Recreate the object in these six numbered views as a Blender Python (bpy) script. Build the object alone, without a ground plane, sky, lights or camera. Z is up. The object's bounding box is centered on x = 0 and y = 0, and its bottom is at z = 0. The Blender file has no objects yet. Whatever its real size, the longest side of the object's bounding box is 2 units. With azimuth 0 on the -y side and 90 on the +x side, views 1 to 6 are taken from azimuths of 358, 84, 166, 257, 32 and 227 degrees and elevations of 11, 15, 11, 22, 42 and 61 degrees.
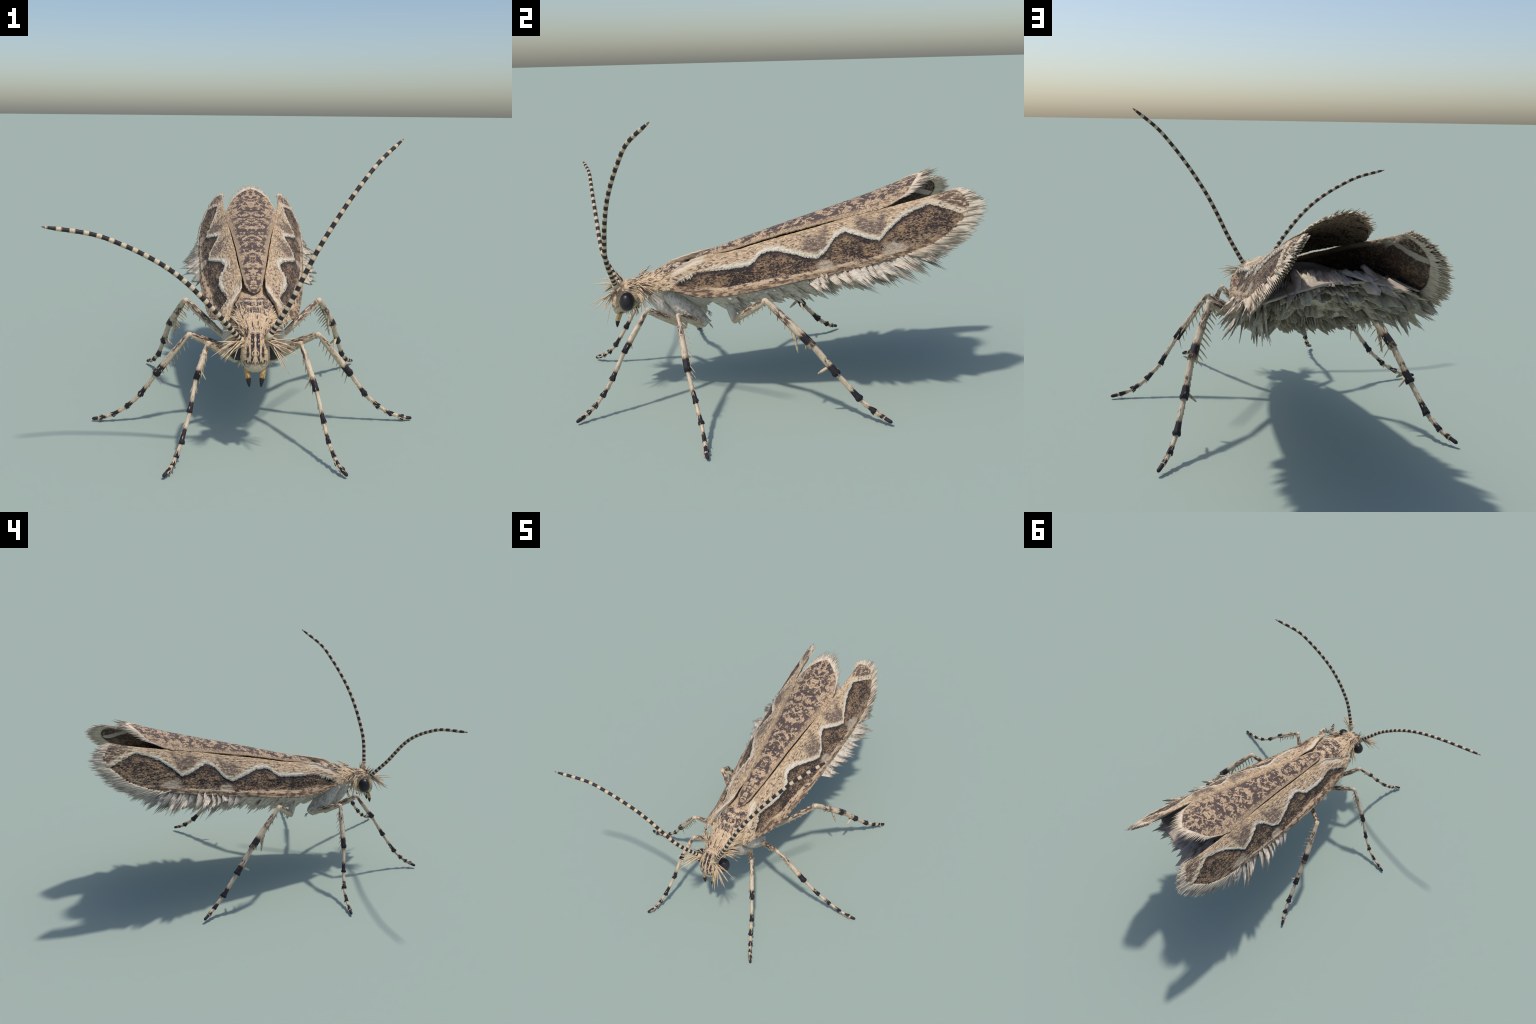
import bpy, math, random
import numpy as np
from mathutils import Vector, Matrix, noise as mn

rnd = random.Random(7)
SHIFT = 0.014            # the moth's mirror plane lies at x = SHIFT (antennae are posed unevenly)

# ----------------------------------------------------------------------------- helpers: curves
def interp(tab, y):
    """tab: list of (x, y, z); returns (x, z) at y, linear"""
    a = np.array(tab, float)
    return np.interp(y, a[:, 1], a[:, 0]), np.interp(y, a[:, 1], a[:, 2])

def catmull(pts, n):
    p = [np.array(q, float) for q in pts]
    p = [2 * p[0] - p[1]] + p + [2 * p[-1] - p[-2]]
    out = []
    m = len(p) - 3
    for k in range(n):
        u = k / (n - 1) * m
        i = min(int(u), m - 1)
        t = u - i
        a, b, c, d = p[i:i + 4]
        out.append(0.5 * (2 * b + (c - a) * t + (2 * a - 5 * b + 4 * c - d) * t * t + (3 * b - a - 3 * c + d) * t ** 3))
    return np.array(out)

def resample(pts, n):
    d = np.concatenate([[0], np.cumsum(np.linalg.norm(np.diff(pts, axis=0), axis=1))])
    t = np.linspace(0, d[-1], n)
    return np.stack([np.interp(t, d, pts[:, i]) for i in range(3)], 1), d[-1]

def unit(v):
    v = np.array(v, float)
    return v / (np.linalg.norm(v) + 1e-12)

def fbm(p, s, o=3):
    return mn.fractal(Vector((p[0] * s, p[1] * s, p[2] * s)), 0.9, 2.0, o)

def sstep(a, b, x):
    t = np.clip((x - a) / (b - a), 0, 1)
    return t * t * (3 - 2 * t)

# ----------------------------------------------------------------------------- helpers: meshes
class Buf:
    def __init__(self):
        self.v, self.f, self.m = [], [], []
    def add(self, verts, faces, mat=0):
        o = len(self.v)
        self.v += [tuple(map(float, q)) for q in verts]
        self.f += [tuple(i + o for i in q) for q in faces]
        self.m += [mat] * len(faces) if isinstance(mat, int) else list(mat)

def make(name, buf, mats, parent=None, smooth=True, stuff=False, matrix=None):
    me = bpy.data.meshes.new(name)
    me.from_pydata(buf.v, [], buf.f)
    for m in mats:
        me.materials.append(m)
    if len(mats) > 1:
        me.polygons.foreach_set("material_index", buf.m)
    me.polygons.foreach_set("use_smooth", [smooth] * len(me.polygons))
    me.update()
    ob = bpy.data.objects.new(name, me)
    bpy.context.scene.collection.objects.link(ob)
    if parent is not None:
        ob.parent = parent
    if matrix is not None:
        ob.matrix_local = matrix
    if stuff:
        ob["kind"] = "stuff"
    return ob

def tube(buf, path, radii, sides=10, flat=None, cap=True, mat=0, up=(0.0, 0.0, 1.0)):
    """round tube along a path; flat = list of factors for the second axis"""
    P = np.array(path, float)
    n = len(P)
    V, F = [], []
    T = np.gradient(P, axis=0)
    ref = np.array(up, float)
    for i in range(n):
        t = unit(T[i])
        a = ref - t * (ref @ t)
        if np.linalg.norm(a) < 1e-4:
            a = np.array([1.0, 0, 0]) - t * t[0]
        a = unit(a)
        b = np.cross(t, a)
        ref = a
        for k in range(sides):
            w = 2 * math.pi * k / sides
            f = 1 if flat is None else flat[i]
            V.append(P[i] + radii[i] * (math.cos(w) * a + math.sin(w) * b * f))
    for i in range(n - 1):
        for k in range(sides):
            k2 = (k + 1) % sides
            F.append((i * sides + k, i * sides + k2, (i + 1) * sides + k2, (i + 1) * sides + k))
    M = [mat] * len(F) if isinstance(mat, int) else [mat[i] for i in range(n - 1) for _ in range(sides)]
    if cap:
        F.append(tuple(range(sides))[::-1])
        F.append(tuple((n - 1) * sides + k for k in range(sides)))
        M += [M[0], M[-1]]
    buf.add(V, F, M)

def bristle(buf, base, d, L, r, bend=(0, 0, -1), amt=0.25, mat=0, sides=4):
    base = np.array(base, float)
    d = unit(d)
    b = np.array(bend, float) * amt * L
    path = [base + d * L * t + b * t * t for t in (0, 0.3, 0.6, 0.85, 1.0)]
    tube(buf, path, [r, r * 0.95, r * 0.8, r * 0.55, r * 0.15], sides, mat=mat)

def plate(buf, base, d, side, L, W, teeth, th=0.004, bend=0.0, mat=0, r=rnd, jag=0.35, taper=0.75, ribs=0.5):
    """a flat scale or tuft: a corrugated plate that ends in a row of pointed teeth"""
    base, d = np.array(base, float), unit(d)
    s = unit(np.array(side, float) - d * (np.array(side, float) @ d))
    nrm = np.cross(s, d)
    nc, rows = teeth * 2 + 1, 5
    tipl = []
    mid = r.uniform(0.3, 0.7)
    for c in range(nc):
        u = c / (nc - 1)
        env = 1 - 0.35 * abs(u - mid) / 0.5
        tipl.append(L * env * (1.0 if c % 2 else 1 - jag * r.uniform(0.6, 1.2)) * r.uniform(0.88, 1.08))
    V, F = [], []
    for sgn in (1, -1):
        for i in range(rows):
            t = i / (rows - 1)
            wv = W * (1 - (1 - taper) * t)
            for c in range(nc):
                u = c / (nc - 1) - 0.5
                rib = (0.5 if c % 2 else -0.5) * th * ribs * 2
                thick = th * 0.5 * (1 - 0.75 * t)
                q = base + s * u * wv + d * tipl[c] * t + nrm * (bend * L * t * t + rib * (1 - 0.3 * t) + sgn * thick)
                V.append(q)
    h = rows * nc
    for i in range(rows - 1):
        for c in range(nc - 1):
            a = i * nc + c
            F.append((a, a + 1, a + nc + 1, a + nc))
            F.append((h + a, h + a + nc, h + a + nc + 1, h + a + 1))
    for i in range(rows - 1):
        for c in (0, nc - 1):
            a = i * nc + c
            q = (a, a + nc, h + a + nc, h + a)
            F.append(q if c == 0 else q[::-1])
    for c in range(nc - 1):
        a = (rows - 1) * nc + c
        F.append((a, a + 1, h + a + 1, h + a))
        F.append((c, h + c, h + c + 1, c + 1))
    buf.add(V, F, mat)

def sheet(buf, G, th, inward, flip=False, mat=0):
    """closed thin sheet from an (n, m, 3) grid; inward = unit offsets grid; th = number or (n, m) thickness"""
    n, m, _ = G.shape
    if not np.isscalar(th):
        th = th[..., None]
    V = np.concatenate([G.reshape(-1, 3), (G + inward * th).reshape(-1, 3)])
    h = n * m
    F = []
    for i in range(n - 1):
        for j in range(m - 1):
            a = i * m + j
            F.append((a, a + m, a + m + 1, a + 1))
            F.append((h + a, h + a + 1, h + a + m + 1, h + a + m))
    for i in range(n - 1):
        a = i * m
        F.append((a, h + a, h + a + m, a + m))
        a = i * m + m - 1
        F.append((a, a + m, h + a + m, h + a))
    for j in range(m - 1):
        F.append((j, j + 1, h + j + 1, h + j))
        a = (n - 1) * m + j
        F.append((a, h + a, h + a + 1, a + 1))
    if flip:
        F = [q[::-1] for q in F]
    if isinstance(mat, tuple):
        ni = 2 * (n - 1) * (m - 1)
        mat = [mat[i % 2] if i < ni else mat[0] for i in range(len(F))]
    buf.add(V, F, mat)

# ----------------------------------------------------------------------------- helpers: materials
class NT:
    def __init__(self, name, rough=0.75, spec=0.25, sheen=0.0):
        self.mat = bpy.data.materials.new(name)
        self.mat.use_nodes = True
        self.t = self.mat.node_tree
        self.b = self.t.nodes["Principled BSDF"]
        self.b.inputs["Roughness"].default_value = rough
        self.b.inputs["Specular IOR Level"].default_value = spec
        if sheen:
            self.b.inputs["Sheen Weight"].default_value = sheen
            self.b.inputs["Sheen Roughness"].default_value = 0.4
        tc = self.t.nodes.new("ShaderNodeTexCoord")
        self.obj = tc.outputs["Object"]
        sp = self.t.nodes.new("ShaderNodeSeparateXYZ")
        self.t.links.new(self.obj, sp.inputs[0])
        self.x, self.y, self.z = sp.outputs
    def n(self, k):
        return self.t.nodes.new(k)
    def put(self, sock, v):
        if hasattr(v, "is_output"):
            self.t.links.new(v, sock)
        elif isinstance(v, tuple) and len(v) == 3 and sock.type == 'RGBA':
            sock.default_value = (*v, 1)
        else:
            sock.default_value = v
    def math(self, op, a, b=None, c=None, clamp=False):
        nd = self.n("ShaderNodeMath")
        nd.operation = op
        nd.use_clamp = clamp
        for i, v in enumerate((a, b, c)):
            if v is not None:
                self.put(nd.inputs[i], v)
        return nd.outputs[0]
    def step(self, v, a, b):
        nd = self.n("ShaderNodeMapRange")
        nd.interpolation_type = 'SMOOTHSTEP'
        lo, hi, inv = (a, b, False) if b > a else (b, a, True)
        self.put(nd.inputs["Value"], v)
        nd.inputs["From Min"].default_value = lo
        nd.inputs["From Max"].default_value = hi
        nd.inputs["To Min"].default_value = 1.0 if inv else 0.0
        nd.inputs["To Max"].default_value = 0.0 if inv else 1.0
        return nd.outputs["Result"]
    def mul(self, *a):
        r = a[0]
        for b in a[1:]:
            r = self.math('MULTIPLY', r, b)
        return r
    def vec(self, scale=(1, 1, 1), absx=False):
        v = self.obj
        if absx:
            cb = self.n("ShaderNodeCombineXYZ")
            self.put(cb.inputs[0], self.math('ABSOLUTE', self.x))
            self.put(cb.inputs[1], self.y)
            self.put(cb.inputs[2], self.z)
            v = cb.outputs[0]
        mp = self.n("ShaderNodeMapping")
        mp.inputs["Scale"].default_value = scale
        self.t.links.new(v, mp.inputs["Vector"])
        return mp.outputs[0]
    def noise(self, s, scale=(1, 1, 1), detail=4, rough=0.6, absx=False, dist=0.0):
        nd = self.n("ShaderNodeTexNoise")
        nd.inputs["Scale"].default_value = s
        nd.inputs["Detail"].default_value = detail
        nd.inputs["Roughness"].default_value = rough
        nd.inputs["Distortion"].default_value = dist
        self.t.links.new(self.vec(scale, absx), nd.inputs["Vector"])
        return nd.outputs["Fac"]
    def mix(self, f, a, b):
        nd = self.n("ShaderNodeMix")
        nd.data_type = 'RGBA'
        self.put(nd.inputs[0], f)
        self.put(nd.inputs[6], a)
        self.put(nd.inputs[7], b)
        return nd.outputs[2]
    def curve(self, v, tab, lo, hi, zlo, zhi):
        """piecewise linear z(v) through a Float Curve"""
        u = self.math('MULTIPLY_ADD', v, 1 / (hi - lo), -lo / (hi - lo))
        nd = self.n("ShaderNodeFloatCurve")
        c = nd.mapping.curves[0]
        pts = [((a - lo) / (hi - lo), (b - zlo) / (zhi - zlo)) for a, b in tab]
        while len(c.points) < len(pts):
            c.points.new(0.5, 0.5)
        for p, q in zip(c.points, pts):
            p.location = q
            p.handle_type = 'VECTOR'
        nd.mapping.use_clip = False
        nd.mapping.update()
        self.put(nd.inputs["Value"], u)
        return self.math('MULTIPLY_ADD', nd.outputs[0], zhi - zlo, zlo)
    def blob(self, a, ac, ar, b, bc, br):
        p = self.math('POWER', self.math('DIVIDE', self.math('SUBTRACT', a, ac), ar), 2.0)
        q = self.math('POWER', self.math('DIVIDE', self.math('SUBTRACT', b, bc), br), 2.0)
        return self.math('SQRT', self.math('ADD', p, q))
    def bump(self, h, dist, strength=0.6):
        nd = self.n("ShaderNodeBump")
        nd.inputs["Strength"].default_value = strength
        nd.inputs["Distance"].default_value = dist
        self.put(nd.inputs["Height"], h)
        self.t.links.new(nd.outputs[0], self.b.inputs["Normal"])
    def done(self, col):
        self.put(self.b.inputs["Base Color"], col)
        return self.mat

CREAM = (0.66, 0.475, 0.315)
CREAM2 = (0.74, 0.58, 0.42)
DARK = (0.040, 0.030, 0.034)
WHITE = (0.74, 0.68, 0.59)
PALE = (0.60, 0.53, 0.445)

# ---- measured guide lines of the right wing (mirrored for the left): (x, y, z)
TOP = [(0.114, -0.566, 0.566), (0.103, -0.525, 0.603), (0.090, -0.478, 0.628), (0.072, -0.435, 0.645), (0.055, -0.392, 0.662), (0.051, -0.340, 0.674), (0.056, -0.265, 0.687), (0.063, -0.200, 0.700), (0.078, -0.078, 0.733), (0.090, 0.041, 0.767), (0.104, 0.158, 0.796),
       (0.119, 0.277, 0.830), (0.136, 0.413, 0.867), (0.157, 0.587, 0.907), (0.182, 0.859, 0.976)]
COSTA = [(0.137, -0.570, 0.530), (0.158, -0.530, 0.545), (0.178, -0.490, 0.548), (0.207, -0.375, 0.522), (0.233, -0.243, 0.528), (0.254, -0.112, 0.551), (0.270, 0.014, 0.577), (0.283, 0.138, 0.602),
         (0.293, 0.262, 0.627), (0.302, 0.389, 0.653), (0.309, 0.520, 0.684), (0.314, 0.657, 0.723), (0.306, 0.788, 0.785), (0.269, 0.892, 0.875)]
# the white zigzag that edges the dark field, as height over length
ZIG = [(-0.60, 0.49), (-0.52, 0.540), (-0.465, 0.578), (-0.42, 0.600), (-0.375, 0.615), (-0.336, 0.624), (-0.246, 0.637), (-0.17, 0.645), (-0.125, 0.652), (-0.10, 0.670),
       (-0.075, 0.692), (-0.04, 0.707), (0.015, 0.714), (0.09, 0.702), (0.133, 0.692), (0.185, 0.686), (0.23, 0.715), (0.28, 0.776), (0.33, 0.799),
       (0.385, 0.784), (0.435, 0.769), (0.48, 0.763), (0.516, 0.800), (0.595, 0.860), (0.65, 0.886), (0.711, 0.908), (0.736, 0.915), (0.785, 0.902), (0.84, 0.884), (0.90, 0.864)]
RIDGE = [(0, -0.409, 0.647), (0, -0.34, 0.681), (0, -0.25, 0.714), (0, -0.126, 0.752), (0, -0.02, 0.784), (0, 0.081, 0.815), (0, 0.187, 0.846), (0, 0.311, 0.882), (0, 0.474, 0.930), (0, 0.60, 0.974), (0, 0.744, 1.028)]
EDGE = [(0.0, -0.412, 0.646), (0.022, -0.385, 0.660), (0.042, -0.345, 0.678), (0.058, -0.208, 0.703), (0.073, -0.078, 0.745), (0.086, 0.041, 0.780), (0.100, 0.158, 0.808),
        (0.116, 0.277, 0.838), (0.139, 0.413, 0.870), (0.154, 0.510, 0.893), (0.148, 0.563, 0.914), (0.137, 0.600, 0.931), (0.126, 0.631, 0.946), (0.115, 0.657, 0.962),
        (0.099, 0.678, 0.983), (0.067, 0.704, 1.006), (0.030, 0.733, 1.023), (0.004, 0.746, 1.029)]

# ----------------------------------------------------------------------------- materials
def mat_wing():
    k = NT("wing_scales", 0.8, 0.2, 0.03)
    wob = k.noise(55, (1, 1, 1), 3, 0.6)
    wob2 = k.noise(190, (1, 0.6, 1), 2, 0.6)
    zz = k.math('ADD', k.z, k.math('ADD', k.math('MULTIPLY_ADD', wob, 0.012, -0.006), k.math('MULTIPLY_ADD', wob2, 0.016, -0.008)))
    zig = k.curve(k.y, ZIG, -0.55, 1.0, 0.45, 1.0)
    cst = k.curve(k.y, [(p[1], p[2]) for p in COSTA], -0.55, 1.0, 0.45, 1.0)
    top = k.curve(k.y, [(p[1], p[2]) for p in TOP], -0.55, 1.0, 0.45, 1.0)
    d = k.math('SUBTRACT', zz, zig)
    dc = k.math('SUBTRACT', zz, cst)
    dt = k.math('SUBTRACT', top, k.z)
    streak = k.noise(150, (1, 0.14, 1), 5, 0.7)
    fleck = k.noise(130, (1, 0.35, 1), 3, 0.6)
    fleck2 = k.noise(60, (1, 0.35, 1), 4, 0.7)
    grain = k.noise(330, (1, 0.5, 1), 2, 0.5)
    ret = k.noise(150, (1, 0.55, 1), 4, 0.7, dist=0.6)
    big = k.noise(22, (1, 0.6, 1), 3, 0.6)
    # upper field: cream with streaks and flecks
    c = k.mix(k.step(streak, 0.42, 0.62), (0.74, 0.555, 0.36), (0.44, 0.295, 0.175))
    c = k.mix(k.mul(k.step(fleck, 0.50, 0.56), k.step(fleck2, 0.42, 0.52), k.step(dt, 0.0, 0.012), 0.9), c, (0.095, 0.068, 0.066))
    c = k.mix(k.mul(k.step(grain, 0.56, 0.66), 0.45), c, (0.25, 0.17, 0.125))
    c = k.mix(k.mul(k.step(dt, 0.020, 0.004), k.step(streak, 0.46, 0.58), 0.8), c, (0.40, 0.26, 0.145))
    c = k.mix(k.mul(k.step(k.y, -0.31, -0.37), k.step(k.y, -0.52, -0.47), k.step(dt, 0.026, 0.010), 0.9), c, (0.78, 0.64, 0.475))
    retg = k.noise(120, (1, 0.45, 1), 5, 0.75, dist=0.8)
    # grey-brown triangles over the dips of the zigzag
    for yc, w in ((0.170, 0.075), (0.435, 0.085)):
        ym = k.step(k.math('ABSOLUTE', k.math('SUBTRACT', k.math('ADD', k.y, k.math('MULTIPLY', d, -0.35)), yc)), w, w * 0.55)
        g = k.mul(ym, k.step(d, 0.018, 0.036), k.step(d, 0.105, 0.065), k.step(retg, 0.37, 0.51))
        c = k.mix(k.mul(g, 0.9), c, (0.145, 0.105, 0.09))
    # mottled apex
    ap = k.mul(k.step(k.blob(k.y, 0.845, 0.085, zz, 0.932, 0.048), 1.05, 0.7), k.step(d, 0.020, 0.034))
    c = k.mix(k.mul(ap, k.step(streak, 0.40, 0.52)), c, (0.15, 0.10, 0.078))
    # white stripe
    wl = k.mul(k.step(d, -0.001, 0.001), k.step(d, 0.027, 0.010))
    c = k.mix(k.mul(wl, k.step(k.y, -0.36, -0.22), k.step(k.y, 0.72, 0.55)), c, k.mix(k.step(streak, 0.45, 0.65), (0.80, 0.72, 0.59), (0.64, 0.55, 0.43)))
    wl2 = k.mul(k.step(d, -0.001, 0.001), k.step(d, 0.034, 0.016), k.step(k.y, 0.66, 0.74))
    c = k.mix(k.mul(wl2, k.step(fleck, 0.62, 0.52)), c, (0.70, 0.57, 0.41))
    thin = k.mul(k.step(d, -0.001, 0.001), k.step(d, 0.020, 0.006), k.step(k.y, 0.55, 0.62), k.step(k.y, 0.74, 0.70))
    c = k.mix(k.mul(thin, 0.6), c, (0.60, 0.53, 0.44))
    # dark field
    patch = k.math('MULTIPLY_ADD', big, 0.55, -0.275)
    retp = k.math('SUBTRACT', ret, patch)
    dk = k.mix(k.step(retp, 0.45, 0.59), (0.042, 0.030, 0.029), (0.35, 0.225, 0.130))
    dk = k.mix(k.mul(k.step(fleck, 0.58, 0.66), 0.6), dk, (0.42, 0.29, 0.185))
    dk = k.mix(k.mul(k.step(d, -0.085, -0.115), k.step(ret, 0.42, 0.55), 0.6), dk, (0.36, 0.255, 0.175))
    dk = k.mix(k.mul(k.step(fleck2, 0.55, 0.63), 0.85), dk, (0.042, 0.032, 0.034))
    edge = k.mul(k.step(d, -0.030, -0.004), k.step(k.y, 0.9, 0.7))
    dk = k.mix(k.math('MULTIPLY', edge, 0.85), dk, (0.030, 0.024, 0.027))
    for yc, yr, zc, zr in ((0.225, 0.040, 0.655, 0.026), (0.548, 0.062, 0.722, 0.036)):
        dk = k.mix(k.mul(k.step(k.math('ADD', k.blob(k.y, yc, yr, zz, zc, zr), k.math('MULTIPLY_ADD', ret, 2.2, -1.1)), 1.05, 0.75), 0.9), dk, k.mix(k.step(ret, 0.45, 0.6), (0.52, 0.43, 0.33), (0.33, 0.25, 0.18)))
    # costal rim: pale line with a mottled band below it
    band = k.mix(k.step(fleck2, 0.42, 0.58), (0.48, 0.33, 0.205), (0.14, 0.09, 0.062))
    dk = k.mix(k.mul(k.step(dc, 0.026, 0.019), k.step(k.y, 0.80, 0.70)), dk, band)
    ln = k.mul(k.step(k.math('ABSOLUTE', k.math('SUBTRACT', dc, 0.0245)), 0.0075, 0.004), k.step(k.y, 0.66, 0.5), k.step(fleck2, 0.60, 0.48))
    dk = k.mix(k.mul(ln, k.step(k.y, -0.45, -0.3)), dk, (0.60, 0.435, 0.29))
    c = k.mix(k.step(d, 0.0008, -0.0008), c, dk)
    k.bump(k.math('ADD', k.math('ADD', streak, grain), ret), 0.006, 0.7)
    return k.done(c)

def mat_mottle(name, blot=0.50, blot_scale=30, edge=True):
    """cream scales with mirrored purple-brown blotches"""
    k = NT(name, 0.8, 0.2, 0.1)
    sp = k.noise(210, (1, 0.8, 1), 3, 0.65, absx=True)
    sp2 = k.noise(95, (1, 0.8, 1), 3, 0.6, absx=True)
    bl = k.noise(blot_scale, (1, 0.85, 0.8), 6, 0.66, absx=True, dist=0.4)
    ax = k.math('ABSOLUTE', k.x)
    c = k.mix(k.step(sp, 0.43, 0.62), (0.64, 0.46, 0.295), (0.30, 0.20, 0.125))
    c = k.mix(k.mul(k.step(sp2, 0.54, 0.60), 0.85), c, (0.105, 0.07, 0.058))
    fine = k.noise(420, (1, 0.7, 1), 2, 0.5, absx=True)
    c = k.mix(k.mul(k.step(fine, 0.56, 0.63), 0.75), c, (0.12, 0.08, 0.06))
    m = k.step(k.math('ADD', bl, k.math('MULTIPLY_ADD', sp2, 0.22, -0.11)), blot, blot + 0.04)
    if edge:
        w = k.curve(k.y, [(p[1], max(p[0], 0.01)) for p in EDGE], -0.55, 1.0, 0.0, 0.3)
        r = k.math('DIVIDE', ax, w)
        m = k.mul(m, k.step(k.math('ADD', r, k.math('MULTIPLY_ADD', sp2, 0.9, -0.45)), 0.98, 0.70))
        c = k.mix(k.mul(k.step(r, 0.72, 0.95), k.step(k.y, 0.5, 0.3), 0.8), c, k.mix(k.step(sp, 0.4, 0.65), (0.48, 0.34, 0.21), (0.22, 0.15, 0.10)))
    c = k.mix(k.mul(m, k.step(fine, 0.70, 0.54), 0.95), c, (0.060, 0.044, 0.045))
    k.bump(k.math('ADD', sp, sp2), 0.004, 0.5)
    return k, c

def mat_wing_under():
    k = NT("wing_underside", 0.8, 0.2)
    ret = k.noise(110, (1, 0.5, 1), 4, 0.7, dist=0.6)
    big = k.noise(18, (1, 0.6, 1), 3, 0.6)
    zig = k.curve(k.y, ZIG, -0.55, 1.0, 0.45, 1.0)
    d = k.math('SUBTRACT', k.math('ADD', k.z, k.math('MULTIPLY_ADD', ret, 0.016, -0.008)), zig)
    top = k.curve(k.y, [(p[1], p[2]) for p in TOP], -0.6, 1.0, 0.45, 1.0)
    dt = k.math('SUBTRACT', top, k.z)
    c = k.mix(k.step(k.math('ADD', ret, k.math('MULTIPLY_ADD', big, 0.4, -0.2)), 0.46, 0.60), (0.075, 0.048, 0.036), (0.22, 0.15, 0.10))
    apex = k.mul(k.step(d, 0.02, 0.04), k.step(k.y, 0.68, 0.75))
    c = k.mix(k.mul(apex, k.step(ret, 0.50, 0.62)), c, (0.32, 0.25, 0.18))
    ln = k.mul(k.step(d, -0.002, 0.002), k.step(d, 0.030, 0.024), k.step(k.y, 0.64, 0.70))
    c = k.mix(ln, c, (0.45, 0.375, 0.295))
    c = k.mix(k.mul(k.step(dt, 0.024, 0.012), 0.8), c, (0.46, 0.36, 0.26))
    k.bump(ret, 0.004, 0.5)
    return k.done(c)

def mat_plate_under():
    k = NT("dorsal_underside", 0.8, 0.2)
    ret = k.noise(120, (1, 0.4, 1), 4, 0.7, absx=True)
    bl = k.noise(24, (1, 0.7, 1), 4, 0.6, absx=True)
    c = k.mix(k.step(ret, 0.42, 0.60), (0.30, 0.215, 0.15), (0.15, 0.10, 0.07))
    c = k.mix(k.mul(k.step(bl, 0.50, 0.58), k.step(ret, 0.40, 0.52)), c, (0.055, 0.038, 0.030))
    k.bump(ret, 0.004, 0.5)
    return k.done(c)

def mat_plate():
    k, c = mat_mottle("dorsal_scales", 0.478, 32)
    return k.done(c)

def mat_body():
    """head and thorax: cream fur with dark mirrored marks above, white below"""
    k = NT("body_fur", 0.85, 0.15, 0.15)
    ax = k.math('ABSOLUTE', k.x)
    sp = k.noise(190, (1, 0.35, 1), 4, 0.65, absx=True)
    sp2 = k.noise(70, (1, 0.45, 1), 4, 0.65, absx=True)
    bl = k.noise(34, (1, 1, 1), 4, 0.6, absx=True)
    c = k.mix(k.step(sp, 0.42, 0.66), (0.69, 0.51, 0.33), (0.44, 0.30, 0.185))
    c = k.mix(k.mul(k.step(sp2, 0.56, 0.63), 0.8), c, (0.14, 0.10, 0.09))
    # blotches on the back of the thorax
    thn = k.noise(75, (1, 0.8, 1), 5, 0.68, absx=True, dist=0.5)
    def spot(xc, xr, yc, yr):
        return k.step(k.math('ADD', k.math('MULTIPLY', k.blob(ax, xc, xr, k.y, yc, yr), 0.95), k.math('MULTIPLY_ADD', thn, 5.0, -2.5)), 1.0, 0.75)
    for q in ((0.064, 0.034, -0.500, 0.042), (0.0, 0.052, -0.557, 0.024), (0.040, 0.030, -0.440, 0.030), (0.030, 0.030, -0.505, 0.025)):
        c = k.mix(k.mul(spot(*q), k.step(k.z, 0.54, 0.57), k.step(sp, 0.66, 0.52)), c, (0.085, 0.062, 0.060))
    # dark top of the head, streaked front with a pale middle line
    fs = k.noise(150, (1, 0.6, 0.25), 4, 0.65, absx=True)
    wx = k.math('ADD', ax, k.math('MULTIPLY_ADD', fs, 0.012, -0.006))
    face = k.step(k.y, -0.724, -0.744)
    bar1 = k.mul(k.step(wx, 0.0040, 0.0060), k.step(wx, 0.0215, 0.0190), k.step(k.z, 0.425, 0.440))
    bar2 = k.mul(k.step(wx, 0.0255, 0.0280), k.step(wx, 0.0400, 0.0365), k.step(k.z, 0.455, 0.468), k.step(k.z, 0.530, 0.500))
    ros = k.mul(k.step(k.blob(ax, 0.034, 0.019, k.z, 0.438, 0.019), 1.0, 0.85), k.step(k.blob(ax, 0.036, 0.008, k.z, 0.432, 0.004), 0.8, 1.1))
    dkf = k.math('MAXIMUM', k.math('MAXIMUM', bar1, bar2), ros)
    c = k.mix(k.mul(dkf, face, k.step(fs, 0.40, 0.48)), c, (0.045, 0.036, 0.040))
    top = k.mul(k.step(k.blob(ax, 0.0, 0.06, k.y, -0.715, 0.04), 1.1, 0.8), k.step(k.z, 0.52, 0.54))
    c = k.mix(k.mul(top, k.step(bl, 0.50, 0.56), k.step(sp, 0.5, 0.6), 0.8), c, (0.13, 0.095, 0.09))
    c = k.mix(k.mul(k.step(k.z, 0.455, 0.40), k.step(k.y, -0.68, -0.70)), c, (0.62, 0.52, 0.37))
    # white flanks and belly, a real change of scale colour with a ragged border
    low = k.math('ADD', k.z, k.math('MULTIPLY_ADD', sp2, 0.05, -0.025))
    bd = k.curve(k.y, [(-0.70, 0.40), (-0.66, 0.50), (-0.6, 0.515), (-0.5, 0.55), (-0.3, 0.60), (0.0, 0.75), (0.9, 0.95)], -0.85, 1.0, 0.3, 1.0)
    white = k.mix(k.step(sp, 0.4, 0.68), (0.62, 0.56, 0.475), (0.49, 0.425, 0.345))
    c = k.mix(k.mul(k.step(k.math('SUBTRACT', low, bd), 0.008, -0.008), k.step(k.y, -0.685, -0.665)), c, white)
    k.bump(k.math('ADD', sp, sp2), 0.005, 0.6)
    return k.done(c)

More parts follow.
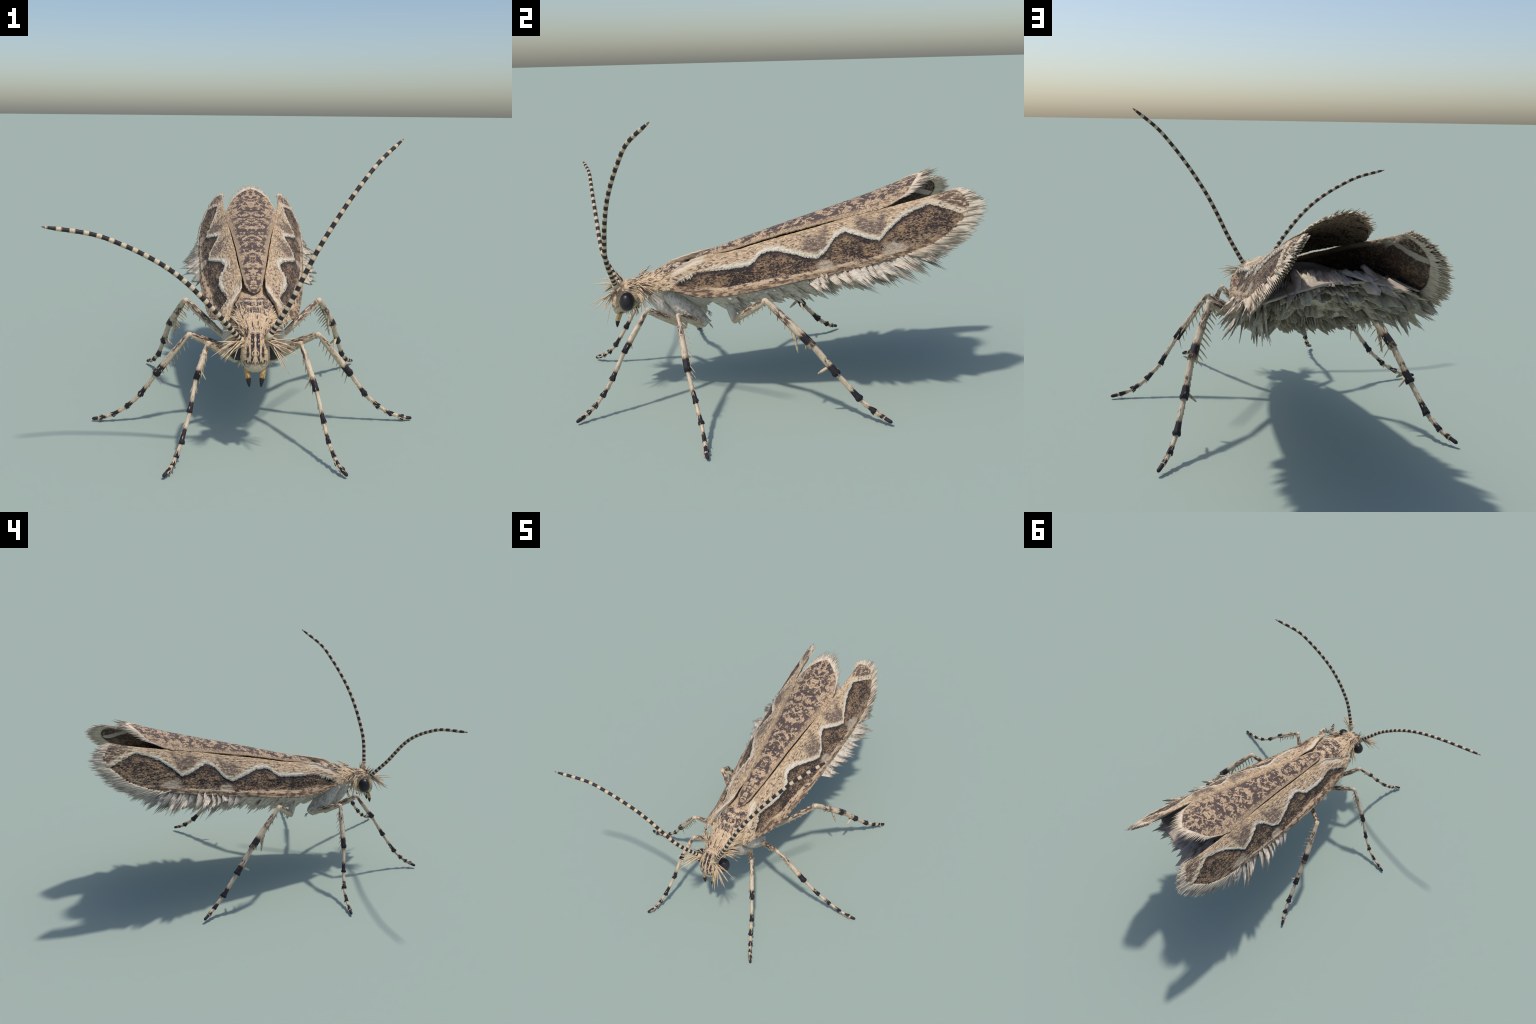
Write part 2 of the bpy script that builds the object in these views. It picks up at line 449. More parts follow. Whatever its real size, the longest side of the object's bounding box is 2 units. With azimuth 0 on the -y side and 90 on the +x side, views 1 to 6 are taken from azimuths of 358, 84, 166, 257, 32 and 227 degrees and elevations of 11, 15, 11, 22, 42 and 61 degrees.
def mat_plain(name, a, b, s=120, scale=(1, 1, 1), rough=0.75, spec=0.25, bump=0.003, sheen=0.0, lo=0.4, hi=0.65):
    k = NT(name, rough, spec, sheen)
    nz = k.noise(s, scale, 4, 0.6)
    k.bump(nz, bump, 0.5)
    return k.done(k.mix(k.step(nz, lo, hi), a, b))

def mat_leg(name, L, bands, brown=(), pale=(0.66, 0.53, 0.38)):
    """banded leg segment: local z runs along it, local x points up; bands and brown streaks in parts of its length"""
    k = NT(name, 0.6, 0.3)
    nz = k.noise(120, (1, 1, 0.25), 4, 0.65)
    sp = k.noise(170, (1, 1, 0.5), 3, 0.6)
    u = k.math('ADD', k.math('DIVIDE', k.z, L), k.math('MULTIPLY_ADD', nz, 0.34 * min(1, 0.1 / L), -0.17 * min(1, 0.1 / L)))
    c = k.mix(k.step(nz, 0.42, 0.68), pale, (0.46, 0.34, 0.225))
    c = k.mix(k.mul(k.step(sp, 0.62, 0.68), 0.75), c, (0.13, 0.085, 0.065))
    for a, b, up in brown:
        m = k.mul(k.step(u, a - 0.04, a + 0.05), k.step(u, b + 0.06, b - 0.04), k.step(nz, 0.40, 0.52))
        if up:
            m = k.mul(m, k.step(k.x, -0.004, 0.004))
        c = k.mix(m, c, (0.125, 0.073, 0.052))
    for a, b in bands:
        e = min(0.05, 0.006 / L)
        m = k.mul(k.step(u, a - e, a + e), k.step(u, b + e, b - e))
        halo = k.mul(k.step(u, a - 3 * e, a), k.step(u, b + e, b - e))
        c = k.mix(k.mul(halo, 0.6), c, (0.30, 0.17, 0.09))
        c = k.mix(m, c, k.mix(k.step(nz, 0.5, 0.8), (0.020, 0.016, 0.020), (0.06, 0.045, 0.045)))
    k.bump(nz, 0.003, 0.4)
    return k.done(c)

M_wing = mat_wing()
M_plate = mat_plate()
M_wing_under = mat_wing_under()
M_plate_under = mat_plate_under()
M_body = mat_body()
M_pale = mat_plain("pale_plumes", (0.72, 0.63, 0.52), (0.50, 0.42, 0.33), 110, (1, 0.3, 1), 0.8, 0.2)
M_fringe = mat_plain("wing_fringe_pale", (0.72, 0.61, 0.475), (0.50, 0.395, 0.29), 150, (1, 0.15, 1), 0.8, 0.2)
M_under = mat_plain("belly_plumes", (0.68, 0.60, 0.475), (0.50, 0.43, 0.325), 60, (1, 0.6, 1), 0.85, 0.15)
M_shelf = mat_plain("hindwing_membrane", (0.52, 0.44, 0.37), (0.43, 0.355, 0.295), 40, (1, 0.5, 1), 0.75, 0.2)
M_brist = mat_plain("cream_bristle", (0.72, 0.56, 0.38), (0.56, 0.40, 0.245), 40, (1, 1, 1), 0.7, 0.25)
M_bristd = mat_plain("dark_bristle", (0.06, 0.045, 0.042), (0.14, 0.10, 0.085), 40)
M_spine = mat_plain("leg_spine_horn", (0.60, 0.475, 0.335), (0.30, 0.21, 0.145), 60, lo=0.5, hi=0.66)
M_eye = mat_plain("eye_black", (0.016, 0.014, 0.016), (0.026, 0.022, 0.024), 25, rough=0.38, spec=0.4, bump=0.0005)
M_black = mat_plain("antenna_black", (0.022, 0.018, 0.020), (0.05, 0.038, 0.035), 150, rough=0.5)
M_acream = mat_plain("antenna_cream", (0.66, 0.54, 0.385), (0.52, 0.40, 0.265), 150, rough=0.55)
M_abrown = mat_plain("antenna_brown", (0.28, 0.19, 0.125), (0.18, 0.12, 0.085), 150, rough=0.55)
M_stripe = mat_plain("stripe_white", (0.80, 0.72, 0.58), (0.66, 0.57, 0.44), 140, rough=0.8)
M_coxa = mat_plain("coxa_white", (0.62, 0.56, 0.475), (0.40, 0.33, 0.26), 80, (1, 1, 0.4), 0.75, lo=0.45, hi=0.72)

# ----------------------------------------------------------------------------- the moth
moth = bpy.data.objects.new("moth", None)
bpy.context.scene.collection.objects.link(moth)
moth.location = (SHIFT, 0, 0)
moth["label"] = "standing moth with mottled brown zigzag wings and banded antennae"
moth["category"] = "moth"

# ---- body: one loft from face to abdomen end, then split by region with shared normals
ST = [  # y, centre z, half width, up, down
    (-0.803, 0.452, 0.006, 0.006, 0.006), (-0.798, 0.452, 0.028, 0.028, 0.032), (-0.786, 0.455, 0.047, 0.052, 0.054), (-0.766, 0.460, 0.060, 0.074, 0.067),
    (-0.742, 0.463, 0.066, 0.092, 0.062), (-0.715, 0.466, 0.068, 0.095, 0.056), (-0.688, 0.474, 0.067, 0.089, 0.052), (-0.665, 0.492, 0.061, 0.072, 0.036),
    (-0.645, 0.520, 0.059, 0.052, 0.040), (-0.620, 0.530, 0.070, 0.054, 0.050), (-0.580, 0.534, 0.094, 0.067, 0.064), (-0.530, 0.530, 0.110, 0.088, 0.095),
    (-0.460, 0.522, 0.119, 0.110, 0.115), (-0.380, 0.522, 0.112, 0.118, 0.120), (-0.320, 0.528, 0.112, 0.115, 0.100), (-0.260, 0.545, 0.120, 0.105, 0.070),
    (-0.150, 0.570, 0.132, 0.090, 0.115), (-0.060, 0.588, 0.145, 0.086, 0.155), (0.03, 0.606, 0.160, 0.085, 0.158), (0.15, 0.630, 0.180, 0.085, 0.148), (0.30, 0.660, 0.195, 0.085, 0.135),
    (0.45, 0.690, 0.195, 0.080, 0.115), (0.58, 0.720, 0.18, 0.070, 0.080), (0.66, 0.742, 0.14, 0.052, 0.040), (0.70, 0.752, 0.02, 0.020, 0.020)]
sa = np.array(ST)
ys = np.concatenate([np.linspace(-0.803, -0.64, 46), np.linspace(-0.636, -0.26, 60), np.linspace(-0.25, 0.70, 60)])
def smooth_at(col):
    # monotone-ish cubic through the stations
    x, v = sa[:, 0], sa[:, col]
    m = np.gradient(v, x)
    i = np.clip(np.searchsorted(x, ys) - 1, 0, len(x) - 2)
    h = x[i + 1] - x[i]
    t = (ys - x[i]) / h
    m = np.where(np.abs(m) > 6, 0, m)
    return (2 * t**3 - 3 * t**2 + 1) * v[i] + (t**3 - 2 * t**2 + t) * h * m[i] + (-2 * t**3 + 3 * t**2) * v[i + 1] + (t**3 - t**2) * h * m[i + 1]
zc, hw, up, dn = (smooth_at(i) for i in (1, 2, 3, 4))
NS = 72
BV = []
for i, y in enumerate(ys):
    for j in range(NS):
        a = 2 * math.pi * j / NS
        ca, sn = math.cos(a), math.sin(a)
        p = 2.3
        cx = math.copysign(abs(ca) ** (2 / p), ca) * max(hw[i], 0.004)
        cz = math.copysign(abs(sn) ** (2 / p), sn) * max(up[i] if sn > 0 else dn[i], 0.004)
        q = np.array([cx, y, zc[i] + cz])
        if -0.79 < y < 0.69:
            qq = (abs(q[0]), q[1] * 0.6, q[2])
            q[2] += 0.004 * fbm(qq, 22)
            q[0] *= 1 + 0.02 * fbm(qq, 30)
            if y > -0.66 and q[2] > 0.55:
                q[2] += 0.0035 * fbm((abs(q[0]) * 3, q[1] * 0.7, 0.3), 26)
        BV.append(q)
NY = len(ys)
BF = [(i * NS + j, (i + 1) * NS + j, (i + 1) * NS + (j + 1) % NS, i * NS + (j + 1) % NS) for i in range(NY - 1) for j in range(NS)]
whole = bpy.data.meshes.new("whole_body")
whole.from_pydata([tuple(q) for q in BV], [], BF + [tuple(range(NS)), tuple((NY - 1) * NS + j for j in range(NS))[::-1]])
whole.update()
vn = [v.normal.copy() for v in whole.vertices]
rows = {"head": (0, 45), "thorax": (45, 106), "abdomen": (106, NY - 1)}
part = {}
for nm, (r0, r1) in rows.items():
    b = Buf()
    fs = [tuple(k - r0 * NS for k in q) for q in BF[r0 * NS:r1 * NS]]
    if nm == "head":
        fs.append(tuple(range(NS)))
    if nm == "abdomen":
        fs.append(tuple((r1 - r0) * NS + j for j in range(NS))[::-1])
    b.add(BV[r0 * NS:(r1 + 1) * NS], fs)
    part[nm] = make(nm, b, [M_body if nm != "abdomen" else M_under], moth)
    part[nm].data.normals_split_custom_set_from_vertices([tuple(vn[r0 * NS + k]) for k in range((r1 - r0 + 1) * NS)])
bpy.data.meshes.remove(whole)
head, thorax, abdomen = part["head"], part["thorax"], part["abdomen"]

# ---- eyes
for sx in (1, -1):
    b = Buf()
    nu, nv = 40, 24
    V, F = [], []
    for i in range(nv + 1):
        ph = math.pi * i / nv
        for j in range(nu):
            th = 2 * math.pi * j / nu
            V.append((0.041 * math.sin(ph) * math.cos(th), 0.0365 * math.sin(ph) * math.sin(th), 0.047 * math.cos(ph)))
    for i in range(nv):
        for j in range(nu):
            F.append((i * nu + j, (i + 1) * nu + j, (i + 1) * nu + (j + 1) % nu, i * nu + (j + 1) % nu))
    b.add(V, F)
    make("eye", b, [M_eye], head, matrix=Matrix.Translation((sx * 0.074, -0.720, 0.476)) @ Matrix.Rotation(math.radians(-6), 4, 'X') @ Matrix.Rotation(math.radians(sx * 8), 4, 'Y'))

# ---- palps: gold, dark-tipped
def mat_palp():
    k = NT("palp_gold", 0.6, 0.3)
    nz = k.noise(130, (1, 1, 0.4), 4, 0.65)
    c = k.mix(k.step(nz, 0.4, 0.65), (0.56, 0.355, 0.145), (0.26, 0.155, 0.06))
    c = k.mix(k.mul(k.step(k.math('ABSOLUTE', k.y), 0.003, 0.005), k.step(k.x, 0.004, -0.001), 0.5), c, (0.62, 0.50, 0.33))
    zz = k.math('ADD', k.z, k.math('MULTIPLY_ADD', nz, 0.02, -0.01))
    c = k.mix(k.step(zz, 0.056, 0.062), c, (0.022, 0.018, 0.018))
    c = k.mix(k.step(zz, 0.016, 0.008), c, (0.05, 0.04, 0.035))
    k.bump(nz, 0.003, 0.4)
    return k.done(c)
M_palp = mat_palp()
def frame(p0, p1, upv=(0, 0, 1)):
    z = unit(np.array(p1, float) - np.array(p0, float))
    u = np.array(upv, float)
    x = u - z * (u @ z)
    if np.linalg.norm(x) < 1e-3:
        x = np.array([1.0, 0, 0]) - z * z[0]
    x = unit(x)
    y = np.cross(z, x)
    m = Matrix([[x[0], y[0], z[0], p0[0]], [x[1], y[1], z[1], p0[1]], [x[2], y[2], z[2], p0[2]], [0, 0, 0, 1]])
    return m, float(np.linalg.norm(np.array(p1) - np.array(p0)))
for sx in (1, -1):
    p0, p1 = (sx * 0.043, -0.752, 0.422), (sx * 0.025, -0.783, 0.330)
    m, L = frame(p0, p1, (0, -1, 0))
    b = Buf()
    t = np.linspace(0, 1, 14)
    tube(b, [(0.006 * math.sin(math.pi * q), sx * 0.003 * math.sin(math.pi * q), q * L) for q in t], [0.014 * (0.75 + 0.5 * q - 1.05 * q ** 3) * (1 if q < 0.97 else 0.6) for q in t], 12, up=(1, 0, 0))
    make("labial_palp", b, [M_palp], head, matrix=m)

# ---- antennae
ANT = {1: [(0.054, -0.769, 0.542), (0.143, -0.796, 0.704), (0.203, -0.787, 0.826), (0.258, -0.770, 0.928), (0.315, -0.748, 1.018), (0.375, -0.718, 1.103), (0.444, -0.679, 1.191), (0.529, -0.626, 1.284), (0.647, -0.526, 1.375)],
       -1: [(-0.056, -0.757, 0.522), (-0.140, -0.836, 0.646), (-0.212, -0.863, 0.734), (-0.279, -0.878, 0.806), (-0.348, -0.892, 0.866), (-0.426, -0.907, 0.918), (-0.519, -0.923, 0.967), (-0.637, -0.945, 1.015), (-0.817, -0.997, 1.052)]}
for sx in (1, -1):
    pts, L = resample(catmull(ANT[sx], 300), 420)
    b = Buf()
    n_sc = 14
    ts = np.linspace(0, 1, n_sc)
    tube(b, pts[:n_sc], [0.0125 + 0.004 * math.sin(math.pi * min(q * 1.1, 1)) - 0.002 * q for q in ts], 14)
    ant = make("antenna", b, [M_acream], moth)      # the pale basal joint carries the banded whip
    b = Buf()
    P = pts[n_sc - 3:]
    n = len(P)
    s = np.linspace(0, 1, n)
    rad, mats = [], []
    # band length grows from the base outwards
    ph = (25.0 if sx > 0 else 23.0) * s ** 0.80
    for i in range(n):
        r = 0.0118 * (1 - 0.28 * s[i]) * (1 if s[i] < 0.93 else math.sqrt(max(0.03, 1 - ((s[i] - 0.93) / 0.07) ** 1.5)))
        f = ph[i] % 1
        r *= 1 + 0.055 * math.cos(2 * math.pi * (f - 0.75))
        rad.append(r)
        w = 0.46 + 0.09 * s[i]
        mats.append(2 if s[i] > 0.985 else 0 if f < w else 2 if (f < w + 0.05 or f > 0.95) else 1)
    tube(b, P, rad, 14, mat=mats)
    make("flagellum", b, [M_black, M_acream, M_abrown], ant)

# ---- forewings
NU, NVW = 420, 120
def wing_grid(off=0.0):
    yt = np.array(TOP); yc = np.array(COSTA)
    T, _ = resample(catmull(TOP, 300), NU)
    C, _ = resample(catmull(COSTA, 400), NU)
    u = np.linspace(0, 1, NU)
    # keep stations close to equal length along y
    T = np.stack([np.interp(-0.566 + (0.859 + 0.566) * u, T[:, 1], T[:, i]) for i in range(3)], 1)
    C = np.stack([np.interp(-0.570 + (0.892 + 0.570) * u, C[:, 1], C[:, i]) for i in range(3)], 1)
    t = np.linspace(0, 1, NVW)
    G = T[:, None] + (C - T)[:, None] * t[None, :, None]
    d = C - T
    n = np.stack([-d[:, 2], np.zeros(NU), d[:, 0]], 1)
    n /= np.linalg.norm(n, axis=1)[:, None]
    ym = T[:, 1] + 0.5 * (C - T)[:, 1]
    bul = 0.021 * (1 - 0.45 * sstep(0.75, 1, u))
    prof = 4 * t * (1 - t) * (1.25 - 0.5 * t)
    # the front third is keeled along the stripe and hollow below it
    keel = np.where(t < 0.45, np.sin(np.pi / 2 * np.minimum(t / 0.45, 1)), np.cos(np.pi / 2 * np.clip((t - 0.45) / 0.55, 0, 1)) ** 1.8)
    hollow = np.exp(-((t - 0.74) / 0.16) ** 2)
    fr = 1 - sstep(-0.12, 0.10, ym)
    kamp = 0.017 - 0.009 * (1 - sstep(-0.42, -0.30, ym)) + 0.017 * np.exp(-((ym + 0.24) / 0.09) ** 2)
    off = (bul * (1 - fr))[:, None] * prof[None] + (fr * kamp)[:, None] * keel[None] - ((0.004 + 0.012 * fr) * sstep(0.02, 0.12, u) * (1 - sstep(0.6, 0.8, u)))[:, None] * hollow[None]
    G = G + n[:, None] * off[..., None]
    G[..., 1] -= (0.018 * (1 - sstep(0, 0.06, u)))[:, None] * (4 * t * (1 - t))[None]
    G[..., 1] += (0.030 * sstep(0.85, 1, u))[:, None] * (4 * t * (1 - t))[None]
    zig = np.interp(G[..., 1], [p[0] for p in ZIG], [p[1] for p in ZIG])
    dz = G[..., 2] - zig
    N = np.repeat(n[:, None], NVW, 1)
    return G, N, dz, u, t
G0, N0, DZ, U0, T0 = wing_grid()
H = np.zeros((NU, NVW))
for i in range(NU):
    for j in range(NVW):
        p = G0[i, j]
        H[i, j] = 0.0032 * fbm((p[0] * 1.0, p[1] * 0.12, p[2]), 70, 3) + 0.0016 * fbm((p[0], p[1] * 0.5, p[2]), 120, 2)
ragged = np.array([[0.006 * fbm(G0[i, j], 75, 2) for j in range(NVW)] for i in range(NU)])
H += 0.0030 * sstep(-0.003, 0.004, DZ + ragged) * (1 - sstep(0.02, 0.06, DZ)) * (1 - sstep(0.93, 1, U0))[:, None] + 0.0015 * sstep(-0.002, 0.003, DZ + ragged)
H += (0.009 * np.exp(-(T0 / 0.06) ** 2))[None] * (1 - sstep(0.17, 0.24, U0))[:, None]
dark_cost = 0.0035 * np.exp(-((T0 - 0.9) / 0.035) ** 2)
H += dark_cost[None] * (sstep(0.05, 0.15, U0) * (1 - sstep(0.75, 0.9, U0)))[:, None]
TH = 0.005 + 0.010 * (np.minimum(1, np.minimum(U0, 1 - U0) / 0.05)[:, None] * np.minimum(1, np.minimum(T0, 1 - T0) / 0.10)[None]) ** 0.6
TH += 0.024 * (sstep(0.50, 0.75, U0) * (1 - 0.6 * sstep(0.95, 1.0, U0)))[:, None] * (np.sin(np.pi * T0) ** 0.8)[None]
wings = {}
for sx in (1, -1):
    S = np.array([sx, 1, 1.0])
    G = (G0 + N0 * H[..., None]) * S
    b = Buf()
    sheet(b, G, TH, -N0 * S, flip=(sx < 0), mat=(0, 1))
    wings[sx] = make("forewing", b, [M_wing, M_wing_under], moth)
    # little overlapping white scales along the zigzag
    r = random.Random(11)
    b = Buf()
    GP, NN = G, N0 * S
    zy = np.arange(-0.47, 0.66, 0.0062)
    for y in zy:
        z = np.interp(y, [p[0] for p in ZIG], [p[1] for p in ZIG])
        k = np.argmin((G0[..., 1] - y) ** 2 + (G0[..., 2] - z) ** 2)
        i, j = divmod(k, NVW)
        p, nn = GP[i, j], NN[i, j]
        tdir = unit(GP[min(i + 4, NU - 1), j] - GP[max(i - 4, 0), j])
        dn_ = unit(GP[i, min(j + 3, NVW - 1)] - GP[i, max(j - 3, 0)])
        slope = (np.interp(y + .01, [q[0] for q in ZIG], [q[1] for q in ZIG]) - np.interp(y - .01, [q[0] for q in ZIG], [q[1] for q in ZIG])) / 0.02
        out = unit(dn_ * 1.0 + tdir * (0.15 + 0.55 * max(-1.3, min(1.3, slope))))
        size = 0.8 if y > -0.25 else (2.0 if y < -0.40 and r.random() < 0.45 else 0.45)
        plate(b, p - out * 0.010 + nn * 0.0004, out + nn * 0.03, tdir, (0.0125 + r.uniform(0, 0.006)) * size, 0.010, 1, 0.0018, -0.02, 0, r, 0.25, 0.7)
    make("zigzag_scales", b, [M_stripe], wings[sx], stuff=True)

# ---- fringe of each forewing: a comb-edged pale sheet round the outer margin
rim = np.concatenate([G0[int(NU * 0.80):, -1], G0[-1, ::-1][1:], G0[int(NU * 0.965):, 0][::-1]])
rim, rimL = resample(rim, 361)
def comb_sheet(buf, base, dirs, lens, th, S, ribs, r):
    """closed sheet that grows from a base line along given directions and ends in a comb (5 columns a tooth)"""
    n, rows = len(base), 7
    G = np.zeros((n, rows, 3)); I = np.zeros((n, rows, 3))
    for k in range(n):
        a, b_ = base[max(k - 1, 0)], base[min(k + 1, n - 1)]
        nn = unit(np.cross(unit(b_ - a), unit(dirs[k])))
        for i in range(rows):
            t = i / (rows - 1)
            G[k, i] = base[k] + dirs[k] * lens[k] * t + nn * (ribs[k] * (1 - 0.3 * t))
            I[k, i] = nn
    tt = np.linspace(1, 0.25, rows)
    sheet(buf, G * S, np.repeat((th * tt)[None], n, 0), I * S, flip=(S[0] > 0))
for sx in (1, -1):
    r = random.Random(5 + sx)
    S = np.array([sx, 1, 1.0])
    b = Buf()
    for layer in (0, 1, 2):
        base, dirs, lens, ribs = [], [], [], []
        jit = 0
        for k in range(361):
            u = k / 360
            w = min(u / 0.55, 1)
            if u < 0.55:
                d = np.array([0.16 - 0.06 * w, 1.0, -0.16 + 0.14 * w])
            else:
                w2 = (u - 0.55) / 0.45
                d = np.array([0.10 - 0.25 * w2, 1.0, -0.02 + 0.45 * w2])
            L = np.interp(u, [0, 0.2, 0.4, 0.55, 0.72, 0.86, 1.0], [0.15, 0.135, 0.120, 0.110, 0.093, 0.058, 0.003])
            ph = (k + 3 * layer) % 6
            if ph == 0:
                jit = r.uniform(-1, 1)
            tooth = (1.0, 0.86, 0.66, 0.58, 0.66, 0.86)[ph]
            lens.append(L * tooth * (1 + 0.14 * jit) * (1, 0.93, 0.72)[layer])
            dirs.append(unit(d + np.array([0.02, 0, 0.05]) * jit))
            base.append(rim[k] + np.array([(-0.003, -0.008, -0.020)[layer], -0.008, -0.003 * layer]))
            ribs.append(0.0008 * (1 if ph in (0, 1, 5) else -1))
        comb_sheet(b, np.array(base), dirs, lens, 0.0035, S, ribs, r)
    for k in range(60):
        i = r.randrange(2, 300)
        u = i / 360
        L = np.interp(u, [0, 0.4, 0.8], [0.15, 0.11, 0.08])
        plate(b, (rim[i] + np.array([0.001, -0.006, -0.003])) * S, np.array([0.18 - 0.2 * u, 1.0, -0.14 + 0.35 * u + r.uniform(-.1, .1)]) * S, np.array([0.1, -0.2, 1.0]) * S, L * r.uniform(0.8, 1.05), 0.014, 1, 0.003, 0, 0, r, 0.3, 0.3)
    make("wing_fringe", b, [M_fringe], wings[sx], stuff=True)

# ---- saddle-shaped dorsal fold between the wings
NR, NC = 320, 90
y0, y1 = -0.411, 0.7455
w = np.linspace(0, 1, NR)
yy = y0 + (y1 - y0) * (w * 0.75 + 0.25 * (0.5 - 0.5 * np.cos(math.pi * w)))
ex, ez = interp(EDGE, yy)
rz = np.interp(yy, [p[1] for p in RIDGE], [p[2] for p in RIDGE])
def blur(a, k=7):
    pad = np.pad(a, k, mode='edge')
    return np.convolve(pad, np.ones(2 * k + 1) / (2 * k + 1), 'valid')
ez, rz, exb = blur(ez, 4), blur(rz), blur(ex, 3)
ex = np.where((w > 0.03) & (w < 0.985), exb, ex)
uu = np.linspace(-1, 1, NC)
PG = np.zeros((NR, NC, 3)); PN = np.zeros((NR, NC, 3))
for i in range(NR):
    for j in range(NC):
        a = uu[j]
        x = ex[i] * math.sin(a * math.pi / 2) / 1.0
        f = abs(x) / max(ex[i], 1e-5)
        z = rz[i] + (ez[i] - rz[i]) * f ** 2.1
        PG[i, j] = (x, yy[i], z + 0.0016 * fbm((abs(x), yy[i], 0), 60, 3) + 0.0008 * fbm((abs(x), yy[i], 0), 190, 2))
for i in range(NR):
    for j in range(NC):
        dx = PG[i, min(j + 1, NC - 1)] - PG[i, max(j - 1, 0)]
        dy = PG[min(i + 1, NR - 1), j] - PG[max(i - 1, 0), j]
        q = np.cross(dx, dy)
        PN[i, j] = unit(q if np.linalg.norm(q) > 1e-12 else (0, 0, 1))
b = Buf()
sheet(b, PG, 0.008, -PN, flip=True, mat=(0, 1))
fold = make("dorsal_fold", b, [M_plate, M_plate_under], moth)
r = random.Random(3)
b = Buf()
edge_pts = [np.array([sx * interp(EDGE, y)[0], y, interp(EDGE, y)[1]]) for sx in (1, -1) for y in np.concatenate([np.linspace(0.57, 0.7, 26), np.linspace(0.702, 0.745, 22)])]
for p in edge_pts:
    for layer in (0, 1):
        f = (p[1] - 0.57) / 0.175
        L = (0.008 + 0.092 * sstep(0.1, 0.85, f)) * r.uniform(0.6, 1.12)
        d = np.array([p[0] * (2.6 - 1.6 * f) + r.uniform(-.08, .08), 1.0, 0.26 - abs(p[0]) * 1.2 + r.uniform(-.07, .07) + 0.06 * layer])
        plate(b, p - np.array([0, 0.008, 0.003 + 0.002 * layer]), d, (1, 0, 0), L, 0.012, 1, 0.003, r.uniform(-.06, .06), 0, r, 0.5, 0.3)
make("fold_fringe", b, [M_fringe], fold, stuff=True)

# ---- hindwings: smooth shelf under the fold, ragged plumes below and round the back
NXs, NYs = 60, 60
SG = np.zeros((NYs, NXs, 3)); SN = np.zeros((NYs, NXs, 3))
SN[..., 2] = 1
def shelf_z(x, y):
    return 0.722 + 0.105 * y - 0.95 * x * x + 0.004 * fbm((abs(x), y, 0.2), 9, 2)
for i in range(NYs):
    y = 0.05 + 0.745 * i / (NYs - 1)
    for j in range(NXs):
        s_ = -1 + 2 * j / (NXs - 1)
        x = s_ * (0.14 + 0.14 * sstep(0.05, 0.6, y))
        SG[i, j] = (x, y - 0.05 * s_ * s_ * (i / NYs) + 0.006 * (fbm((x, 0, 0), 60, 2)) * (i == NYs - 1), shelf_z(x, y))
b = Buf()
sheet(b, SG, 0.008, -SN, flip=True)
hind = make("hindwing", b, [M_shelf], moth)
r = random.Random(21)
n_plume = 0
layers = 10
for k in range(layers):
    f = k / (layers - 1)
    ytip = 0.885 - 0.29 * f
    zc_ = 0.800 - 0.175 * f
    hw_ = 0.225 + 0.085 * math.sin(math.pi * min(1, f * 0.75 + 0.05))
    cnt = int(2 * hw_ / 0.030)
    b = Buf()
    for c in range(cnt + 1):
        s_ = -1 + 2 * (c + r.uniform(-.3, .3)) / cnt
        x = s_ * hw_
        L = r.uniform(0.15, 0.21) * (1.0 + 0.15 * abs(s_))
        d = np.array([0.50 * s_ * (0.6 + 0.6 * f), 0.95, 0.0 - 0.13 * f - 0.14 * s_ * s_ + r.uniform(-.06, .05)])
        dd = unit(d)
        tip = np.array([x + dd[0] * L * 0.3, ytip + r.uniform(-0.085, 0.03) - 0.05 * s_ * s_, zc_ - (0.040 + 0.02 * (1 - f)) * s_ * s_ + r.uniform(-.012, .010)])
        plate(b, tip - dd * L, d, (1, -0.3 * s_, -0.45 * s_ + r.uniform(-.45, .45)), L, r.uniform(0.045, 0.105), r.choice((2, 3, 4, 5, 6)), 0.008, r.uniform(-.22, .10), 0, r, 0.28, r.uniform(.7, 1.0), 0.8)
    make("plume_layer", b, [M_under if k else M_shelf], hind, stuff=True)
# belly scales further forward
b = Buf()
for row in range(11):
    y = 0.56 - 0.075 * row
    for c in range(13):
        s_ = -1 + 2 * (c + r.uniform(-.3, .3)) / 12
        hwb = 0.22 - 0.010 * row
        zz_ = np.interp(y, [-0.26, -0.12, 0.0, 0.15, 0.30, 0.45, 0.60], [0.475, 0.435, 0.430, 0.470, 0.505, 0.540, 0.595]) + 0.05 * s_ * s_
        d = np.array([0.3 * s_, 1.0, -0.15 + r.uniform(-.1, .1)])
        plate(b, (s_ * hwb * (0.75 if y < 0 else 1), y - 0.08, zz_ + 0.012), d, (1, 0, 0.5 * s_), r.uniform(.09, .14), r.uniform(.03, .05), r.choice((2, 3)), 0.005, r.uniform(-.12, .04), 0, r, 0.3, 0.85, 0.8)
make("belly_scales", b, [M_under], abdomen, stuff=True)

